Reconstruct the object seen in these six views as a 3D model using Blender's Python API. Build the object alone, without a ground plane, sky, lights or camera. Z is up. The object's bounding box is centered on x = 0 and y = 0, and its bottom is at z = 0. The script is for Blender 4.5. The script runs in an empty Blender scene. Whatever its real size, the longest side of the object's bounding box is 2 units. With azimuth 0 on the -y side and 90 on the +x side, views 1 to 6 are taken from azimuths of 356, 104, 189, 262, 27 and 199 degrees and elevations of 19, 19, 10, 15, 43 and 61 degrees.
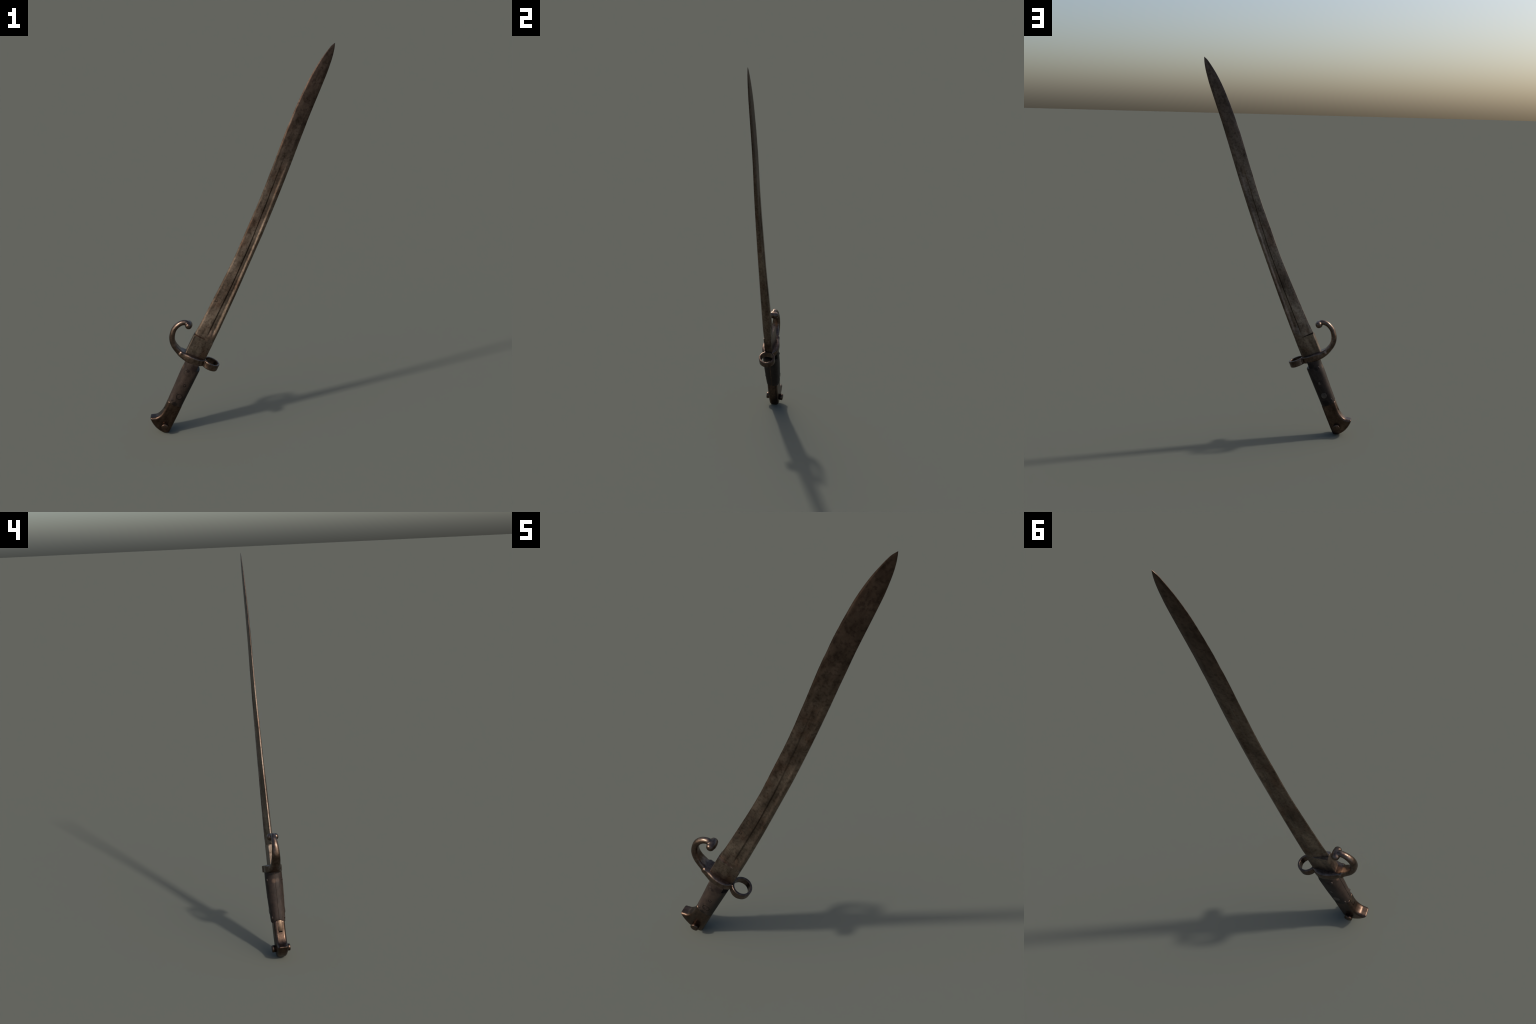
# Sword bayonet with a recurved (yatagan) blade, hooked quillon and muzzle ring,
# standing on its pommel, leaning 23.6 degrees in the x-z plane.
# Everything is built in the sword's own frame and the root Empty carries the lean:
#   x = across the blade (- cutting edge / hook side, + spine / ring side)
#   y = thickness,  z = along the grip axis, from the pommel up.
import bpy, bmesh, math
from mathutils import Vector, Matrix, noise

LEAN = math.radians(23.6)
BASE = (-0.3302, 0.0, 0.0)

# ------------------------------------------------------------------ helpers
def smooth(a, b, x):
    t = min(1.0, max(0.0, (x - a) / (b - a)))
    return t * t * (3 - 2 * t)

def curve(points):
    """Monotone-ish cubic (Catmull-Rom on uneven knots) through (t, value) pairs."""
    n = len(points)
    ts = [p[0] for p in points]; vs = [p[1] for p in points]
    m = []
    for i in range(n):
        a, b = max(0, i - 1), min(n - 1, i + 1)
        m.append((vs[b] - vs[a]) / (ts[b] - ts[a]))
    def f(t):
        if t <= ts[0]: return vs[0]
        if t >= ts[-1]: return vs[-1]
        i = 0
        while ts[i + 1] < t: i += 1
        h = ts[i + 1] - ts[i]; x = (t - ts[i]) / h
        return ((2*x**3 - 3*x**2 + 1) * vs[i] + (x**3 - 2*x**2 + x) * h * m[i]
                + (-2*x**3 + 3*x**2) * vs[i + 1] + (x**3 - x**2) * h * m[i + 1])
    return f

def linear(points):
    def f(t):
        if t <= points[0][0]: return points[0][1]
        for (a, va), (b, vb) in zip(points, points[1:]):
            if t <= b: return va + (vb - va) * (t - a) / (b - a)
        return points[-1][1]
    return f

def fbm(x, y, z, octaves=4):
    v, a, s = 0.0, 1.0, 0.0
    for _ in range(octaves):
        v += a * noise.noise(Vector((x, y, z))); s += a
        x, y, z, a = x * 2.03, y * 2.03, z * 2.03, a * 0.55
    return v / s

ROOT = bpy.data.objects.new("sword_bayonet", None)
bpy.context.scene.collection.objects.link(ROOT)
ROOT.location = BASE
ROOT.rotation_euler = (0, LEAN, 0)
ROOT.empty_display_size = 0.1
ROOT["label"] = "old sword bayonet with recurved blade and hooked guard"
ROOT["category"] = "bayonet"

def add(name, mesh, mat, parent=ROOT, angle=35):
    ob = bpy.data.objects.new(name, mesh)
    bpy.context.scene.collection.objects.link(ob)
    ob.parent = parent
    mesh.materials.clear(); mesh.materials.append(mat)
    if angle is not None:
        for p in mesh.polygons: p.use_smooth = True
        mesh.set_sharp_from_angle(angle=math.radians(angle))
    return ob

def mesh_from(name, verts, faces):
    me = bpy.data.meshes.new(name)
    me.from_pydata(verts, [], faces)
    bm = bmesh.new(); bm.from_mesh(me)
    bmesh.ops.remove_doubles(bm, verts=bm.verts, dist=1e-6)
    bmesh.ops.recalc_face_normals(bm, faces=bm.faces)
    bm.to_mesh(me); bm.free()
    return me

def loft(rings, cap=True):
    """Closed rings of equal count -> verts, faces."""
    n = len(rings[0]); verts = [p for r in rings for p in r]; faces = []
    for i in range(len(rings) - 1):
        for j in range(n):
            k = (j + 1) % n
            faces.append((i*n + j, i*n + k, (i+1)*n + k, (i+1)*n + j))
    if cap:
        faces.append(tuple(range(n - 1, -1, -1)))
        faces.append(tuple((len(rings) - 1) * n + j for j in range(n)))
    return verts, faces

def evaluated(ob):
    dg = bpy.context.evaluated_depsgraph_get()
    return bpy.data.meshes.new_from_object(ob.evaluated_get(dg))

def temp_object(mesh):
    ob = bpy.data.objects.new("helper", mesh)
    bpy.context.scene.collection.objects.link(ob)
    return ob

def box(cx, cy, cz, sx, sy, sz, bevel=0.0):
    bm = bmesh.new()
    bmesh.ops.create_cube(bm, size=1.0)
    bmesh.ops.scale(bm, vec=(sx, sy, sz), verts=bm.verts)
    if bevel:
        bmesh.ops.bevel(bm, geom=bm.edges[:], offset=bevel, segments=2, affect='EDGES', profile=0.5)
    bmesh.ops.translate(bm, vec=(cx, cy, cz), verts=bm.verts)
    me = bpy.data.meshes.new("box"); bm.to_mesh(me); bm.free()
    return me

def lathe_y(cx, cz, y0, side, profile, seg=40):
    """Turned part on an axis along y. profile: (radius, height outwards) from rim to centre."""
    rings = []
    for r, h in profile:
        rings.append([(cx + r * math.cos(2*math.pi*k/seg), y0 + side * h,
                       cz + r * math.sin(2*math.pi*k/seg)) for k in range(seg)])
    v, f = loft(rings)
    return mesh_from("turned", v, f)

# ---------------------------------------------------------------- materials
def patina(name, dark, mid, light, metallic, rough, big=9.0, fine=120.0, stretch=0.35,
           pits=0.35, bump=0.15, spots=(), wear=None, tip=None, rust=None, spread=0.21, specular=0.5):
    """Brown aged metal / hide: broad clouds, streaks along z, fine pits, optional local colour spots.
    spots: (x, y, z, radius, colour, strength)"""
    m = bpy.data.materials.new(name); m.use_nodes = True
    nt = m.node_tree; N = nt.nodes; L = nt.links
    bs = N["Principled BSDF"]
    tc = N.new("ShaderNodeTexCoord")
    mp = N.new("ShaderNodeMapping"); mp.inputs["Scale"].default_value = (1, 1, stretch)
    L.new(tc.outputs["Object"], mp.inputs["Vector"])
    def nz(scale, detail, roughn, vec):
        t = N.new("ShaderNodeTexNoise"); t.inputs["Scale"].default_value = scale
        t.inputs["Detail"].default_value = detail; t.inputs["Roughness"].default_value = roughn
        L.new(vec, t.inputs["Vector"]); return t.outputs["Fac"]
    def ramp(fac, stops):
        r = N.new("ShaderNodeValToRGB"); e = r.color_ramp.elements
        while len(e) < len(stops): e.new(0.5)
        for el, (p, c) in zip(e, stops):
            el.position = p; el.color = (*c, 1) if len(c) == 3 else c
        L.new(fac, r.inputs["Fac"]); return r.outputs["Color"]
    def mix(kind, fac, a, b):
        x = N.new("ShaderNodeMix"); x.data_type = 'RGBA'; x.blend_type = kind
        if isinstance(fac, (int, float)): x.inputs[0].default_value = fac
        else: L.new(fac, x.inputs[0])
        for sock, v in ((x.inputs[6], a), (x.inputs[7], b)):
            if isinstance(v, tuple): sock.default_value = (*v, 1)
            else: L.new(v, sock)
        return x.outputs[2]
    def math_(op, a, b):
        x = N.new("ShaderNodeMath"); x.operation = op
        for sock, v in ((x.inputs[0], a), (x.inputs[1], b)):
            if isinstance(v, (int, float)): sock.default_value = v
            else: L.new(v, sock)
        return x.outputs[0]
    cloud = nz(big, 6, 0.62, mp.outputs["Vector"])
    col = ramp(cloud, [(0.50 - spread, dark), (0.50, mid), (0.51 + spread, light)])
    if rust:                             # reddish blotches
        rv = N.new("ShaderNodeMapping"); rv.inputs["Location"].default_value = (3.7, 1.9, 5.2)
        rv.inputs["Scale"].default_value = (1, 1, 0.5); L.new(tc.outputs["Object"], rv.inputs["Vector"])
        rm = N.new("ShaderNodeMapRange"); rm.inputs["From Min"].default_value = 0.50
        rm.inputs["From Max"].default_value = 0.66; rm.inputs["To Max"].default_value = 0.75
        L.new(nz(22, 5, 0.6, rv.outputs["Vector"]), rm.inputs["Value"])
        col = mix('MIX', rm.outputs["Result"], col, rust)
    if tip:                              # smoother, redder patina on the unfullered end
        sx = N.new("ShaderNodeSeparateXYZ"); L.new(tc.outputs["Object"], sx.inputs[0])
        tm = N.new("ShaderNodeMapRange"); tm.inputs["From Min"].default_value = tip[1]
        tm.inputs["From Max"].default_value = tip[2]; tm.inputs["To Max"].default_value = 0.85
        L.new(math_('ADD', sx.outputs["Z"], math_('MULTIPLY', math_('SUBTRACT', cloud, 0.5), 1.4)), tm.inputs["Value"])
        col = mix('MIX', tm.outputs["Result"], col, tip[0])
    streak = nz(big * 5, 5, 0.6, mp.outputs["Vector"])
    col = mix('MULTIPLY', 0.75, col, ramp(streak, [(0.32, (0.55, 0.52, 0.50)), (0.62, (1.15, 1.12, 1.08))]))
    grain = nz(fine, 3, 0.55, tc.outputs["Object"])
    col = mix('MULTIPLY', pits, col, ramp(grain, [(0.34, (0.25, 0.22, 0.20)), (0.50, (1, 1, 1)), (0.7, (1.25, 1.22, 1.18))]))
    for (x, y, z, r, c, k) in spots:
        vd = N.new("ShaderNodeVectorMath"); vd.operation = 'DISTANCE'
        L.new(tc.outputs["Object"], vd.inputs[0]); vd.inputs[1].default_value = (x, y, z)
        wob = math_('ADD', vd.outputs["Value"], math_('MULTIPLY', math_('SUBTRACT', grain, 0.5), r * 0.9))
        mr = N.new("ShaderNodeMapRange"); mr.inputs["From Min"].default_value = r
        mr.inputs["From Max"].default_value = r * 0.55; mr.inputs["To Max"].default_value = k
        L.new(wob, mr.inputs["Value"])
        col = mix('MIX', mr.outputs["Result"], col, c)
    if wear:
        g = N.new("ShaderNodeNewGeometry")
        w = N.new("ShaderNodeMapRange"); w.inputs["From Min"].default_value = 0.53
        w.inputs["From Max"].default_value = 0.62; w.inputs["To Max"].default_value = 0.7
        L.new(g.outputs["Pointiness"], w.inputs["Value"])
        col = mix('MIX', math_('MULTIPLY', w.outputs["Result"], cloud), col, wear)
    L.new(col, bs.inputs["Base Color"])
    bs.inputs["Metallic"].default_value = metallic
    bs.inputs["Specular IOR Level"].default_value = specular
    rr = N.new("ShaderNodeMapRange"); rr.inputs["To Min"].default_value = rough - 0.10
    rr.inputs["To Max"].default_value = rough + 0.12
    L.new(streak, rr.inputs["Value"]); L.new(rr.outputs["Result"], bs.inputs["Roughness"])
    bp = N.new("ShaderNodeBump"); bp.inputs["Strength"].default_value = bump
    bp.inputs["Distance"].default_value = 0.002
    L.new(math_('ADD', grain, math_('MULTIPLY', streak, 0.6)), bp.inputs["Height"])
    L.new(bp.outputs["Normal"], bs.inputs["Normal"])
    return m

STEEL = patina("brown_steel", (0.090, 0.066, 0.052), (0.188, 0.146, 0.117), (0.295, 0.238, 0.192),
               1.0, 0.39, big=9.0, fine=95, pits=0.45, bump=0.12, rust=(0.150, 0.094, 0.068), spread=0.15,
               tip=((0.078, 0.053, 0.042), 1.35, 1.80))
IRON = patina("brown_iron", (0.070, 0.050, 0.040), (0.132, 0.094, 0.074), (0.20, 0.146, 0.115),
              1.0, 0.33, big=14.0, fine=110, stretch=1.0, pits=0.3, bump=0.08)
BRONZE = patina("brown_bronze", (0.050, 0.033, 0.025), (0.098, 0.066, 0.050), (0.155, 0.108, 0.080),
                1.0, 0.34, big=14.0, fine=110, stretch=0.5, pits=0.3, bump=0.06)
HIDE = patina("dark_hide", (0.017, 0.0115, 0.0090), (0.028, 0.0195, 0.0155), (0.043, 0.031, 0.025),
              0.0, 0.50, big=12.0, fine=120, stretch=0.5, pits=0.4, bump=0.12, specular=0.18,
              spots=[(-0.043, -0.037, 0.176, 0.017, (0.004, 0.0025, 0.002), 0.9),
                     (-0.030, 0.037, 0.185, 0.022, (0.004, 0.0025, 0.002), 0.8),
                     (-0.053, -0.043, 0.381, 0.010, (0.006, 0.003, 0.003), 0.8),  # shadow beside the upper rivet painted into the hide, both faces
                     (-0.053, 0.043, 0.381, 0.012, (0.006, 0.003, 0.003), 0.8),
                     (-0.030, -0.044, 0.405, 0.022, (0.008, 0.004, 0.004), 0.7),
                     (-0.030, 0.044, 0.405, 0.022, (0.005, 0.003, 0.003), 0.7),
                     (-0.083, 0.006, 0.377, 0.014, (0.10, 0.060, 0.038), 0.65),
                     (-0.083, -0.013, 0.379, 0.013, (0.07, 0.042, 0.028), 0.5)])
BRASS = patina("worn_brass", (0.060, 0.042, 0.031), (0.108, 0.077, 0.056), (0.155, 0.114, 0.082),
               1.0, 0.42, big=20.0, fine=150, pits=0.3, bump=0.06)
DISC = patina("dull_disc", (0.040, 0.030, 0.023), (0.072, 0.055, 0.042), (0.11, 0.085, 0.066),
              0.2, 0.5, big=30.0, fine=200, pits=0.4, bump=0.1)
RIVET = patina("dark_rivet", (0.020, 0.014, 0.012), (0.031, 0.022, 0.018), (0.044, 0.032, 0.026),
              0.0, 0.55, big=30.0, fine=200, pits=0.4, bump=0.1, specular=0.2)
NEAR_BLACK = patina("near_black", (0.006, 0.005, 0.004), (0.009, 0.007, 0.006), (0.014, 0.011, 0.009),
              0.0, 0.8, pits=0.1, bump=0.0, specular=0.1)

# -------------------------------------------------------------------- blade
edge_w = curve([(0.562, -0.1033), (0.63, -0.0993), (0.69, -0.0974), (0.75, -0.0960), (0.81, -0.0947),
                (0.87, -0.0935), (0.93, -0.0930), (1.00, -0.0930), (1.06, -0.0944), (1.14, -0.0979),
                (1.20, -0.1004), (1.27, -0.1031), (1.34, -0.1068), (1.43, -0.1138), (1.52, -0.1220),
                (1.60, -0.1299), (1.67, -0.1368), (1.74, -0.1412), (1.80, -0.1447), (1.86, -0.1461),
                (1.92, -0.1465), (1.965, -0.1451), (2.01, -0.1412), (2.045, -0.1366), (2.075, -0.1310),
                (2.095, -0.1266), (2.11, -0.1228), (2.122, -0.1180), (2.1336, -0.1120)])
spine_w = curve([(0.44, 0.0017), (0.50, 0.0015), (0.55, 0.0011), (0.60, 0.0008), (0.66, -0.0002), (0.72, -0.0018),
                 (0.80, -0.0041), (0.85, -0.0057), (0.95, -0.0099), (1.05, -0.0141), (1.17, -0.0192),
                 (1.27, -0.0253), (1.37, -0.0323), (1.47, -0.0402), (1.57, -0.0490), (1.65, -0.0567),
                 (1.72, -0.0628), (1.78, -0.0684), (1.84, -0.0727), (1.90, -0.0766), (1.955, -0.0803),
                 (2.00, -0.0837), (2.035, -0.0879), (2.06, -0.0915), (2.083, -0.0957), (2.107, -0.1018),
                 (2.125, -0.1080), (2.1336, -0.1116)])
crease_w = curve([(0.56, -0.0465), (0.64, -0.0465), (0.72, -0.0466), (0.85, -0.0470), (0.91, -0.0480),
                  (0.98, -0.0502), (1.05, -0.0528), (1.115, -0.0562), (1.19, -0.0620), (1.27, -0.0682),
                  (1.34, -0.0742), (1.43, -0.0822), (1.55, -0.0930), (1.62, -0.0995), (1.75, -0.110),
                  (1.95, -0.118), (2.08, -0.117), (2.1336, -0.1118)])
half_t = curve([(0.44, 0.0208), (0.56, 0.0207), (0.62, 0.0213), (0.80, 0.0194), (1.00, 0.0168), (1.30, 0.0128),
                (1.60, 0.0082), (1.80, 0.0060), (2.00, 0.0040), (2.10, 0.0020), (2.1336, 0.0004)])
ridge_u = linear([(0.60, 0.91), (0.85, 0.88), (1.45, 0.82), (1.7, 0.84), (2.13, 0.85)])
CHOIL = 0.5635

def blade_half(s):
    """(w, half thickness) samples of one face, cutting edge -> spine."""
    T = half_t(s); ws = spine_w(s)
    ricasso = s < CHOIL
    we = edge_w(s)
    if ricasso:
        we = -0.1040
    else:
        we += 0.0007 * fbm(s * 26, 1.3, 0.2, 3) * smooth(0.57, 0.62, s) * smooth(2.13, 2.0, s)
    W = ws - we
    wc = crease_w(s)
    uc = (wc - we) / W
    ur, ub = ridge_u(s), 0.085
    up = smooth(1.45, 1.75, s)                    # plain lenticular section towards the point
    ful = smooth(0.578, 0.635, s) * (1 - smooth(1.44, 1.63, s))
    cols = ([ub * k / 4 for k in range(4)] + [ub + (uc - ub) * k / 12 for k in range(12)]
            + [uc + (ur - uc) * (k / 16) ** 1.25 for k in range(16)] + [ur + (1 - ur) * k / 5 for k in range(6)])
    out = []
    for u in cols:
        if ricasso:
            h = T
            d = min(u, 1 - u) * W
            if d < 0.0025: h -= 0.0025 - math.sqrt(max(0, 0.0025**2 - (0.0025 - d)**2))
        else:
            he = 0.0026 * min(1, T / 0.012)
            hb = he + 0.24 * (T - he)
            if u < ub: low = he + (hb - he) * u / ub
            elif u < 0.68: low = hb + (T * 0.985 - hb) * (u - ub) / (0.68 - ub)
            else: low = T * (0.985 + 0.015 * min(1, (u - 0.68) / 0.2))
            if u > ur: low = T * (1 - 0.30 * ((u - ur) / (1 - ur)) ** 1.5)
            if uc < u < ur:
                v = (u - uc) / (ur - uc)
                low -= ful * T * 0.36 * smooth(0, 0.20, v) * smooth(1.0, 0.62, v)
            e0 = 0.0007
            if u < 0.08: hi = e0 + (0.70 * T - e0) * u / 0.08
            elif u < 0.40: hi = T * (0.70 + 0.30 * math.sin(0.5 * math.pi * (u - 0.08) / 0.32))
            elif u < 0.74: hi = T
            else: hi = T - (T * 0.62) * ((u - 0.74) / 0.26) ** 1.4
            hi = max(hi, 0.0003)
            h = low * (1 - up) + hi * up
            # undercut right above the ricasso shoulder, running out towards the spine
            h -= 0.0048 * max(0, 1 - (s - CHOIL) / 0.0034) * max(0, 1 - u / 0.66)
            h += 0.00035 * fbm(s * 30, (we + u * W) * 45, 4.1, 4) * min(1, T / 0.01) * smooth(0, 0.1, u)
        out.append((we + u * W, max(h, 0.0002)))
    return out

rows = []
s = 0.435
while s < CHOIL - 0.004:
    rows.append(s); s += 0.008
rows += [CHOIL - 0.0028, CHOIL - 0.0012, CHOIL - 0.0003, CHOIL + 0.0003, CHOIL + 0.0015, CHOIL + 0.003, CHOIL + 0.0045]
s = CHOIL + 0.008
while s < 2.1336 - 0.004:
    rows.append(s); s += 0.005
rows += [2.1312, 2.1336]
rings = []
for s in rows:
    half = blade_half(s)
    # the shoulder of the ricasso is a hollow that runs out towards the spine
    a = [(w, h, s) for w, h in half]
    T = half[-1][1]; wsp = half[-1][0]
    spine = [(wsp + 0.0010 * min(1, T / 0.012) * math.sin(math.pi * k / 6), T * (1 - k / 3), s) for k in range(1, 6)]
    rings.append(a + spine + [(w, -h, s) for w, h in reversed(half)])
v, f = loft(rings)
blade_me = mesh_from("blade", v, f)
blade = add("blade", blade_me, STEEL, angle=28)

# inspector's stamp on the blade face (-y): three short punched strokes
def blade_y(s, w):
    half = blade_half(s)
    for (a, ha), (b, hb) in zip(half, half[1:]):
        if a <= w <= b: return ha + (hb - ha) * (w - a) / max(1e-9, b - a)
    return half[-1][1]

def strokes(name, s0, w0, parts, side, mat):
    bm = bmesh.new()
    for (ds, dw, ls, lw) in parts:
        y = side * blade_y(s0 + ds, w0 + dw)
        m = Matrix.Translation((w0 + dw, y, s0 + ds)) @ Matrix.Diagonal((lw, 0.0012, ls, 1))
        bmesh.ops.create_cube(bm, size=1.0, matrix=m)
    me = bpy.data.meshes.new(name); bm.to_mesh(me); bm.free()
    return add(name, me, mat, parent=blade, angle=None)
strokes("stamp_mark", 0.772, -0.0790, [(0, 0, 0.0022, 0.009), (0.0035, 0.0045, 0.0075, 0.0022), (-0.001, -0.0045, 0.0075, 0.0022)], -1, NEAR_BLACK)

# --------------------------------------------------------------- grip scales
grip_front = curve([(0.155, -0.0772), (0.17, -0.0776), (0.22, -0.0790), (0.28, -0.0812), (0.34, -0.0838),
                    (0.365, -0.0842), (0.385, -0.0830), (0.41, -0.0845), (0.44, -0.0850)])
grip_half = curve([(0.155, 0.0350), (0.20, 0.0380), (0.26, 0.0412), (0.32, 0.0435), (0.38, 0.0445), (0.44, 0.0440)])
SHELF = 0.395

def grip_section(s):
    """Half section (y > 0), front seam -> back seam, as (w, y)."""
    wf, T = grip_front(s), grip_half(s)
    wb = 0.0022 if s < SHELF else -0.0180
    c, out = 0.5 * (wf + 0.0022), []
    for k in range(33):
        t = math.pi * k / 32
        co, si = math.cos(t), math.sin(t)
        n = 2.35 if co > 0 else 3.0
        w = c - (c - wf) * math.copysign(abs(co) ** (2 / n), co)
        y = T * abs(si) ** (2 / n)
        out.append((min(w, wb), y))
    return out

def grip_y(s, w):
    pts = grip_section(s)
    for (a, ya), (b, yb) in zip(pts, pts[1:]):
        if a <= w <= b and b > a: return ya + (yb - ya) * (w - a) / (b - a)
    return pts[16][1]

def joint(w, y):
    """Where the scales end on the pommel: square at the sides, arched at the front."""
    f = smooth(-0.05, -0.078, w)
    return 0.1675 + 0.0075 * f * max(0, 1 - (y / 0.03) ** 2) - 0.002 * smooth(-0.07, -0.05, w) * smooth(-0.02, -0.04, w)

def grip_scale(side):
    ss = [0.0, 0.0008, 0.0025, 0.006, 0.012] + [0.19 - 0.1675 + 0.008 * k for k in range(25)]
    ss = [0.1675 + d for d in ss if 0.1675 + d < SHELF - 0.003] + [SHELF - 0.0022, SHELF - 0.0008, SHELF - 0.0001, SHELF + 0.0001, 0.405, 0.415, 0.436]
    rings = []
    for s in ss:
        sec = grip_section(max(s, 0.1675))
        inset = 0.0
        d = s - 0.1675
        if d < 0.006: inset = 0.0045 * (1 - math.sqrt(max(0, 1 - (1 - d / 0.006) ** 2)))
        top = 0.0018 * (1 - (SHELF - s) / 0.0023) if 0 < SHELF - s < 0.0023 else 0.0
        c = -0.038
        ring = []
        for (w, y) in sec:
            ins = max(inset, top * smooth(-0.03, -0.012, w))
            w2 = c + (w - c) * (1 - ins / 0.040); y2 = y * (1 - ins / 0.038)
            lump = 0.0005 * fbm(w * 40, side * 3 + y * 40, s * 18, 3)
            y2 = max(0.0009, y2 + lump * min(1, y / 0.02))
            k = max(0.0, 1 - d / 0.05)
            ring.append((w2, side * y2, s + (joint(w, y) - 0.1675) * k))
        rings.append(ring)
    v, f = loft(rings)
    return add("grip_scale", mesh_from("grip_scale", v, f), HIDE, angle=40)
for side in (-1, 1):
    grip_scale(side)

# tang: strip of metal between the scales and the neck under the guard
tang_out = [(0.165, -0.0725), (0.436, -0.0838), (0.436, -0.0195), (0.3955, -0.0195), (0.394, 0.0026), (0.165, 0.0022)]
bm = bmesh.new()
lo = [bm.verts.new((w, -0.0022, s)) for s, w in tang_out]; hi = [bm.verts.new((w, 0.0022, s)) for s, w in tang_out]
bm.faces.new(lo); bm.faces.new(list(reversed(hi)))
for i in range(len(lo)):
    j = (i + 1) % len(lo); bm.faces.new((lo[i], hi[i], hi[j], lo[j]))
bmesh.ops.recalc_face_normals(bm, faces=bm.faces)
me = bpy.data.meshes.new("tang"); bm.to_mesh(me); bm.free()
add("tang", me, BRONZE, angle=30)

# -------------------------------------------------------------------- pommel
prof = [(0.210, -0.0735), (0.175, -0.0752), (0.148, -0.0752), (0.122, -0.0745), (0.096, -0.0770), (0.074, -0.0845), (0.0605, -0.0940),
        (0.0535, -0.1050), (0.0475, -0.1150), (0.0440, -0.1186), (0.0400, -0.1178), (0.0300, -0.1095), (0.0150, -0.0925), (0.0025, -0.0725),
        (-0.0050, -0.0520), (-0.0090, -0.0310), (-0.0082, -0.0190), (-0.0040, -0.0080), (0.0006, -0.0005), (0.0070, 0.0030),
        (0.06, 0.0030), (0.12, 0.0028), (0.17, 0.0018), (0.210, 0.0000)]
def closed_samples(pts, first, last, per=5):
    """Catmull-Rom through the profile between two corner indices; straight elsewhere."""
    out = []
    n = len(pts)
    for i in range(n):
        p0, p1, p2, p3 = pts[i - 1], pts[i], pts[(i + 1) % n], pts[(i + 2) % n]
        k = per if first <= i < last else 1
        for j in range(k):
            t = j / k
            out.append(tuple(0.5 * (2*p1[c] + (p2[c] - p0[c])*t + (2*p0[c] - 5*p1[c] + 4*p2[c] - p3[c])*t*t
                                    + (3*p1[c] - p0[c] - 3*p2[c] + p3[c])*t**3) for c in (0, 1)))
    return out
outline = closed_samples(prof, 1, 20, 3)
PT = 0.0290
bm = bmesh.new()
lo = [bm.verts.new((w, -PT, s)) for s, w in outline]; hi = [bm.verts.new((w, PT, s)) for s, w in outline]
bm.faces.new(lo); bm.faces.new(list(reversed(hi)))
for i in range(len(lo)):
    j = (i + 1) % len(lo); bm.faces.new((lo[i], hi[i], hi[j], lo[j]))
bmesh.ops.recalc_face_normals(bm, faces=bm.faces)
me = bpy.data.meshes.new("pommel"); bm.to_mesh(me); bm.free()
solid = temp_object(me)
md = solid.modifiers.new("remesh", 'REMESH'); md.mode = 'VOXEL'; md.voxel_size = 0.0013
me = evaluated(solid); bpy.data.objects.remove(solid)
def outline_distance(s, w):
    best = 9.0
    for (a, b), (c, d) in zip(outline, outline[1:] + outline[:1]):
        ex, ey = c - a, d - b
        t = max(0.0, min(1.0, ((s - a) * ex + (w - b) * ey) / max(1e-12, ex * ex + ey * ey)))
        best = min(best, (s - a - t * ex) ** 2 + (w - b - t * ey) ** 2)
    return math.sqrt(best)
# round the rim: half thickness falls along a quarter circle towards the outline
co = []
for vtx in me.vertices:
    w, y, s = vtx.co
    R = 0.0125 + 0.0040 * smooth(0.04, 0.0, s)
    d = outline_distance(s, w)
    lim = PT if d >= R else PT - R + math.sqrt(max(0.0, R * R - (R - d) ** 2))
    y *= lim / PT
    y *= 0.93 + 0.07 * smooth(0.0, 0.12, s)              # sides narrow a little to the butt
    tuck = smooth(0.169, 0.182, s)                       # neck hidden inside the scales
    y *= 1 - 0.30 * tuck
    w = w + (-0.037 - w) * 0.16 * tuck
    co.append((w, y, s))
for vtx, c in zip(me.vertices, co): vtx.co = c
helper = temp_object(me)
cut = temp_object(box(-0.0745, -0.001, 0.1190, 0.020, 0.0190, 0.0066))
cut2 = temp_object(box(0.0035, -0.003, 0.098, 0.003, 0.004, 0.003))
for c in (cut, cut2):
    md = helper.modifiers.new("cut", 'BOOLEAN'); md.operation = 'DIFFERENCE'; md.object = c; md.solver = 'EXACT'
pommel_me = evaluated(helper); pommel_me.name = "pommel"
for o in (helper, cut, cut2): bpy.data.objects.remove(o)
pommel = add("pommel", pommel_me, BRONZE, angle=55)
add("slot_shadow_plate", box(-0.0690, -0.001, 0.1190, 0.002, 0.0189, 0.0065), NEAR_BLACK, parent=pommel, angle=None)  # black plate modelled inside the slot to give its deep shade
add("spring_leaf", box(-0.0742, -0.0005, 0.1497, 0.0042, 0.0215, 0.0535, bevel=0.0010), BRASS, parent=pommel, angle=30)
for side in (-1, 1):
    R = 0.0184
    p = [(R * 0.96, 0.0), (R * 0.96, 0.0105), (R, 0.0115), (R, 0.0205), (R * 0.96, 0.0221), (R * 0.88, 0.0230), (R * 0.3, 0.0232)]
    add("press_stud", lathe_y(-0.0336, 0.0356, side * 0.0238, side, p), BRONZE, parent=pommel, angle=40)

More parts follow.
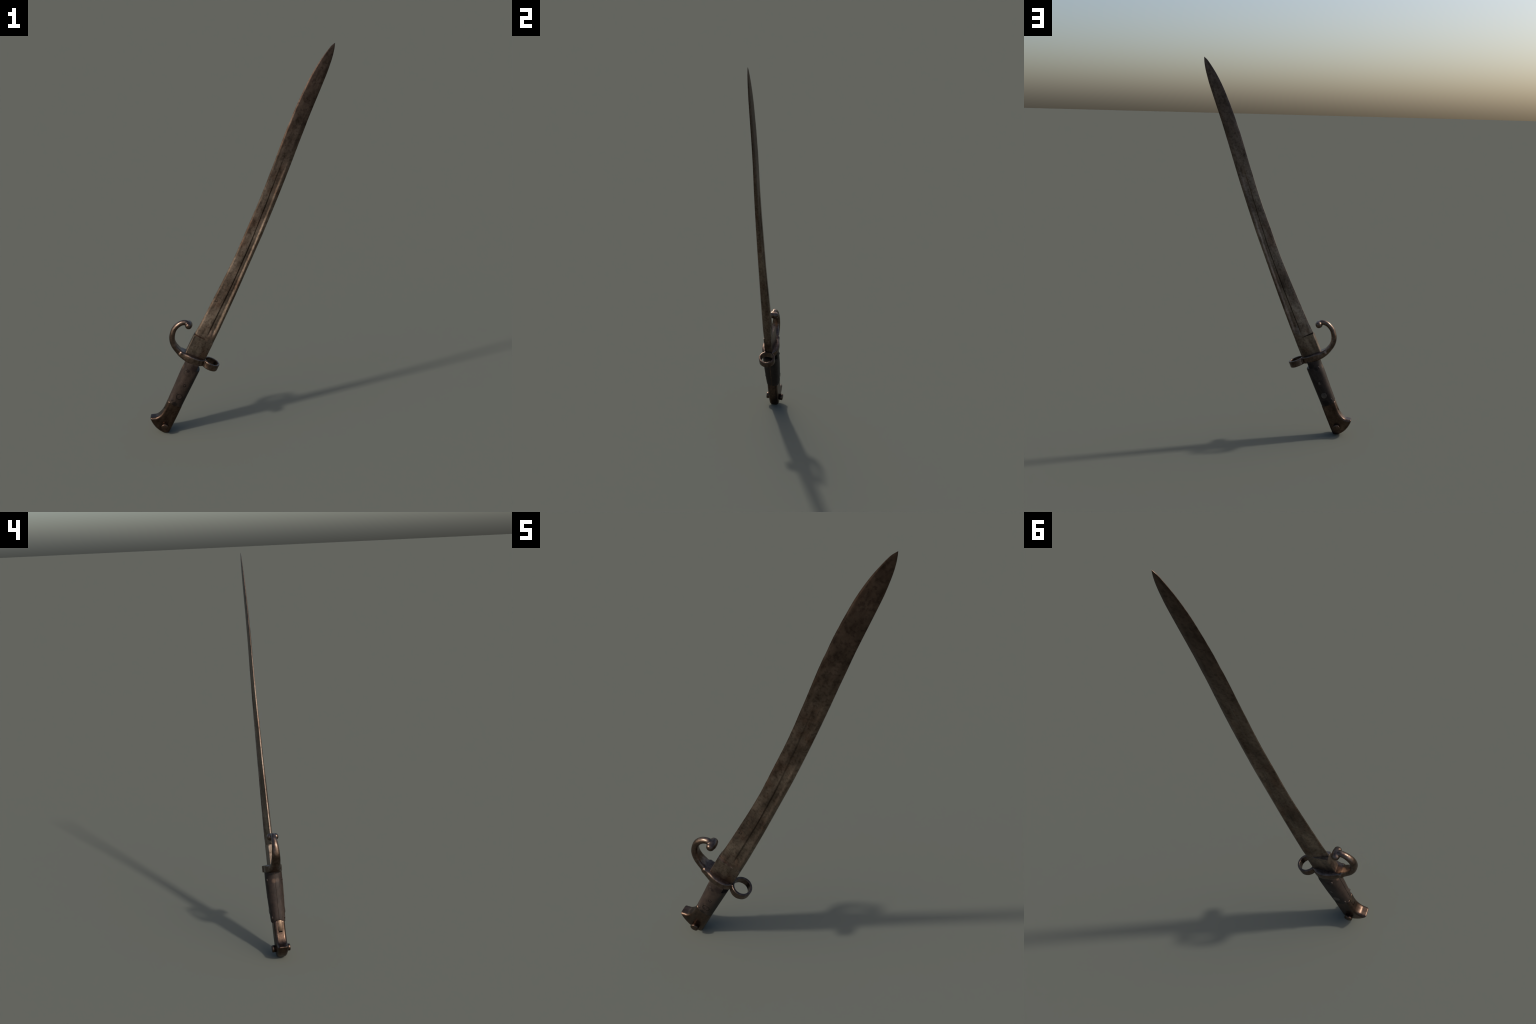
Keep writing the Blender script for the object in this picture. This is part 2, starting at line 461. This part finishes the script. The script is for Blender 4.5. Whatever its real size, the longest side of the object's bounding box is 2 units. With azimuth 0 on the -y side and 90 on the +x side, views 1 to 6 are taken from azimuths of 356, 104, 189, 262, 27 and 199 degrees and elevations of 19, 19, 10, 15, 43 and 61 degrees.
# ------------------------------------------------------ rivets and grip discs
def dome(name, s, w, r, h, mat, side, seat=0.0015):
    y = grip_y(s, w)
    p = [(r, -seat)] + [(r * math.cos(a), h * math.sin(a)) for a in [math.radians(x) for x in (0, 15, 30, 45, 60, 75, 87)]]
    add(name, lathe_y(w, s, side * y, side, p, 24), mat, angle=50)
for side in (-1, 1):
    dome("rivet", 0.383, -0.0637, 0.0082, 0.0034, RIVET, side, 0.004)
    dome("rivet", 0.1915, -0.0608, 0.0085, 0.0022, RIVET, side, 0.004)
# screw heads: ringed washer on one face, plain disc on the other
ringed = [(0.0170, -0.003), (0.0170, 0.0004), (0.0158, 0.0006), (0.0150, -0.0010), (0.0138, -0.0010), (0.0130, 0.0007), (0.0080, 0.0010), (0.0070, 0.0002), (0.0060, 0.0002), (0.0050, 0.0009), (0.001, 0.0010)]
screw = add("screw_head", lathe_y(-0.0366, 0.227, -(grip_y(0.227, -0.0366)), -1, ringed), HIDE, angle=25)
def groove(s, w, r, half, parent):
    p = [(r + half, -0.002), (r + half, 0.0006), (r, 0.0009), (r - half, 0.0006), (r - half, -0.002)]
    v, f = loft([[(w + a * math.cos(2*math.pi*k/40), -(grip_y(s, w) + h), s + a * math.sin(2*math.pi*k/40)) for k in range(40)] for a, h in p], cap=False)
    add("dark_ring", mesh_from("dark_ring", v, f), NEAR_BLACK, parent=parent, angle=40)
groove(0.227, -0.0366, 0.0152, 0.0015, screw)
plain = [(0.0152, -0.003), (0.0152, 0.0006), (0.0140, 0.0012), (0.001, 0.0014)]
add("screw_head", lathe_y(-0.0366, 0.2272, grip_y(0.227, -0.0366), 1, plain), DISC, angle=25)
small = [(0.0085, -0.003), (0.0085, 0.0004), (0.0075, 0.0006), (0.0068, -0.0006), (0.0060, -0.0006), (0.0052, 0.0005), (0.001, 0.0006)]
pin = add("pin", lathe_y(-0.0385, 0.298, -(grip_y(0.298, -0.0385)), -1, small, 24), HIDE, angle=25)
groove(0.298, -0.0385, 0.0070, 0.0011, pin)
add("stamped_plate", box(-0.0382, grip_y(0.300, -0.038), 0.300, 0.0100, 0.0022, 0.0150, bevel=0.0008), DISC, angle=30)

# --------------------------------------------------------------------- guard
# One sweep from the scroll of the hook, through the boat-shaped cross, to the ring neck.
# (z, x, half thickness in the plane, half width across, squareness, hollow of the inner face)
stations = [
    (0.6050, -0.1560, 0.0100, 0.0120, 2.0, 0.0), (0.6020, -0.1700, 0.0130, 0.0133, 2.0, 0.0),
    (0.5900, -0.1875, 0.0134, 0.0140, 2.0, 0.0), (0.5715, -0.1995, 0.0133, 0.0155, 2.0, 0.0),
    (0.5480, -0.2062, 0.0134, 0.0172, 2.1, 0.0), (0.5250, -0.2050, 0.0138, 0.0190, 2.1, 0.0),
    (0.5030, -0.1990, 0.0148, 0.0208, 2.2, 0.05), (0.4830, -0.1868, 0.0156, 0.0225, 2.3, 0.15),
    (0.4660, -0.1690, 0.0165, 0.0240, 2.4, 0.25), (0.4545, -0.1490, 0.0175, 0.0252, 2.6, 0.30),
    (0.4480, -0.1350, 0.0182, 0.0262, 2.8, 0.28), (0.4455, -0.1270, 0.0188, 0.0318, 3.2, 0.25), (0.4420, -0.1130, 0.0195, 0.0328, 3.8, 0.15),
    (0.4402, -0.0980, 0.0208, 0.0370, 4.6, 0.05), (0.4405, -0.0800, 0.0210, 0.0428, 6.0, 0.0),
    (0.4418, -0.0560, 0.0202, 0.0458, 6.5, 0.0), (0.4422, -0.0320, 0.0197, 0.0448, 6.5, 0.0),
    (0.4422, -0.0140, 0.0195, 0.0388, 6.0, 0.0), (0.4425, -0.0020, 0.0192, 0.0305, 5.0, 0.0),
    (0.4428, 0.0060, 0.0188, 0.0232, 4.5, 0.0), (0.4430, 0.0130, 0.0184, 0.0218, 4.5, 0.0)]
def sweep(st, sub=4, seg=48):
    pts = []
    n = len(st)
    for i in range(n - 1):
        for j in range(sub):
            t = j / sub
            p0, p1, p2, p3 = st[max(0, i - 1)], st[i], st[i + 1], st[min(n - 1, i + 2)]
            pts.append([0.5 * (2*p1[c] + (p2[c] - p0[c])*t + (2*p0[c] - 5*p1[c] + 4*p2[c] - p3[c])*t*t
                               + (3*p1[c] - p0[c] - 3*p2[c] + p3[c])*t**3) for c in range(6)])
    pts.append(list(st[-1]))
    rings = []
    for i, (z, x, a, b, n_, hol) in enumerate(pts):
        q, r = pts[max(0, i - 1)], pts[min(len(pts) - 1, i + 1)]
        tz, tx = r[0] - q[0], r[1] - q[1]
        l = math.hypot(tz, tx); tz, tx = tz / l, tx / l
        nz_, nx = tx, -tz                 # towards the blade side of the sweep
        ring = []
        for k in range(seg):
            th = 2 * math.pi * k / seg
            co, si = math.cos(th), math.sin(th)
            yy = b * math.copysign(abs(co) ** (2 / n_), co)
            dd = a * math.copysign(abs(si) ** (2 / n_), si)
            if dd > 0: dd *= 1 - hol * (1 - (yy / b) ** 2)
            ring.append((x + nx * dd, yy, z + nz_ * dd))
        rings.append(ring)
    return loft(rings)
v, f = sweep(stations)
cross = temp_object(mesh_from("cross", v, f))
# scroll at the end of the hook: a short barrel with domed ends
sc = [(0.001, -0.0300), (0.0075, -0.0292), (0.0125, -0.0262), (0.0158, -0.0215), (0.0172, -0.0150), (0.0190, -0.0080), (0.0194, 0.0),
      (0.0190, 0.0080), (0.0172, 0.0150), (0.0158, 0.0215), (0.0125, 0.0262), (0.0075, 0.0292), (0.001, 0.0300)]
scroll = temp_object(lathe_y(-0.1500, 0.5972, 0.0, 1, sc, 32))
# muzzle ring: annulus with its hole along the grip axis
RC, RO, RI, Z0, Z1 = 0.0400, 0.0434, 0.0334, 0.4262, 0.4616
seg, cs = 64, []
for k in range(seg):
    a = 2 * math.pi * k / seg
    c_, s_ = math.cos(a), math.sin(a)
    sect = [(RI, Z0 + 0.001), (RI + 0.001, Z0), (RO - 0.002, Z0), (RO, Z0 + 0.002), (RO, Z1 - 0.002), (RO - 0.002, Z1), (RI + 0.001, Z1), (RI, Z1 - 0.001)]
    cs.append([(RC + r * c_, r * s_, z) for r, z in sect])
vs = [p for c in cs for p in c]; fs = []
for i in range(seg):
    for j in range(8):
        i2, j2 = (i + 1) % seg, (j + 1) % 8
        fs.append((i*8 + j, i2*8 + j, i2*8 + j2, i*8 + j2))
ring = temp_object(mesh_from("ring", vs, fs))
for o in (scroll, ring):
    md = cross.modifiers.new("union", 'BOOLEAN'); md.operation = 'UNION'; md.object = o; md.solver = 'EXACT'
bore = temp_object(lathe_y(0, 0, 0, 1, [(RI, -0.03), (RI, 0.03)], 64))
bore.data.transform(Matrix.Translation((RC, 0, 0.445)) @ Matrix.Rotation(math.pi / 2, 4, 'X'))
md = cross.modifiers.new("bore", 'BOOLEAN'); md.operation = 'DIFFERENCE'; md.object = bore; md.solver = 'EXACT'
md = cross.modifiers.new("remesh", 'REMESH'); md.mode = 'VOXEL'; md.voxel_size = 0.0016
md = cross.modifiers.new("smooth", 'SMOOTH'); md.factor = 0.5; md.iterations = 3
guard_me = evaluated(cross)
for o in (cross, scroll, ring, bore): bpy.data.objects.remove(o)
moved = [v.co + v.normal * 0.0007 * fbm(v.co.x * 35, v.co.y * 35, v.co.z * 35, 3) for v in guard_me.vertices]
for vtx, c in zip(guard_me.vertices, moved): vtx.co = c

def split_regions(me, regions, mat):
    """One smooth surface cut by region into named parts that keep the whole's normals."""
    me.update()
    normals = [v.normal.copy() for v in me.vertices]
    groups = {name: [] for name, _ in regions}
    for p in me.polygons:
        for name, test in regions:
            if test(p.center):
                groups[name].append(p); break
    obs = []
    for name, polys in groups.items():
        idx, vs, ns, fs = {}, [], [], []
        for p in polys:
            face = []
            for vi in p.vertices:
                if vi not in idx:
                    idx[vi] = len(vs); vs.append(me.vertices[vi].co.copy()); ns.append(normals[vi])
                face.append(idx[vi])
            fs.append(face)
        m2 = bpy.data.meshes.new(name); m2.from_pydata(vs, [], fs)
        ob = add(name, m2, mat, angle=None)
        for p in m2.polygons: p.use_smooth = True
        m2.normals_split_custom_set_from_vertices(ns)
        obs.append(ob)
    return obs
split_regions(guard_me, [("quillon_hook", lambda c: c.x < -0.122), ("muzzle_ring", lambda c: c.x > 0.0080),
                         ("crossguard", lambda c: True)], IRON)
bpy.data.meshes.remove(guard_me)
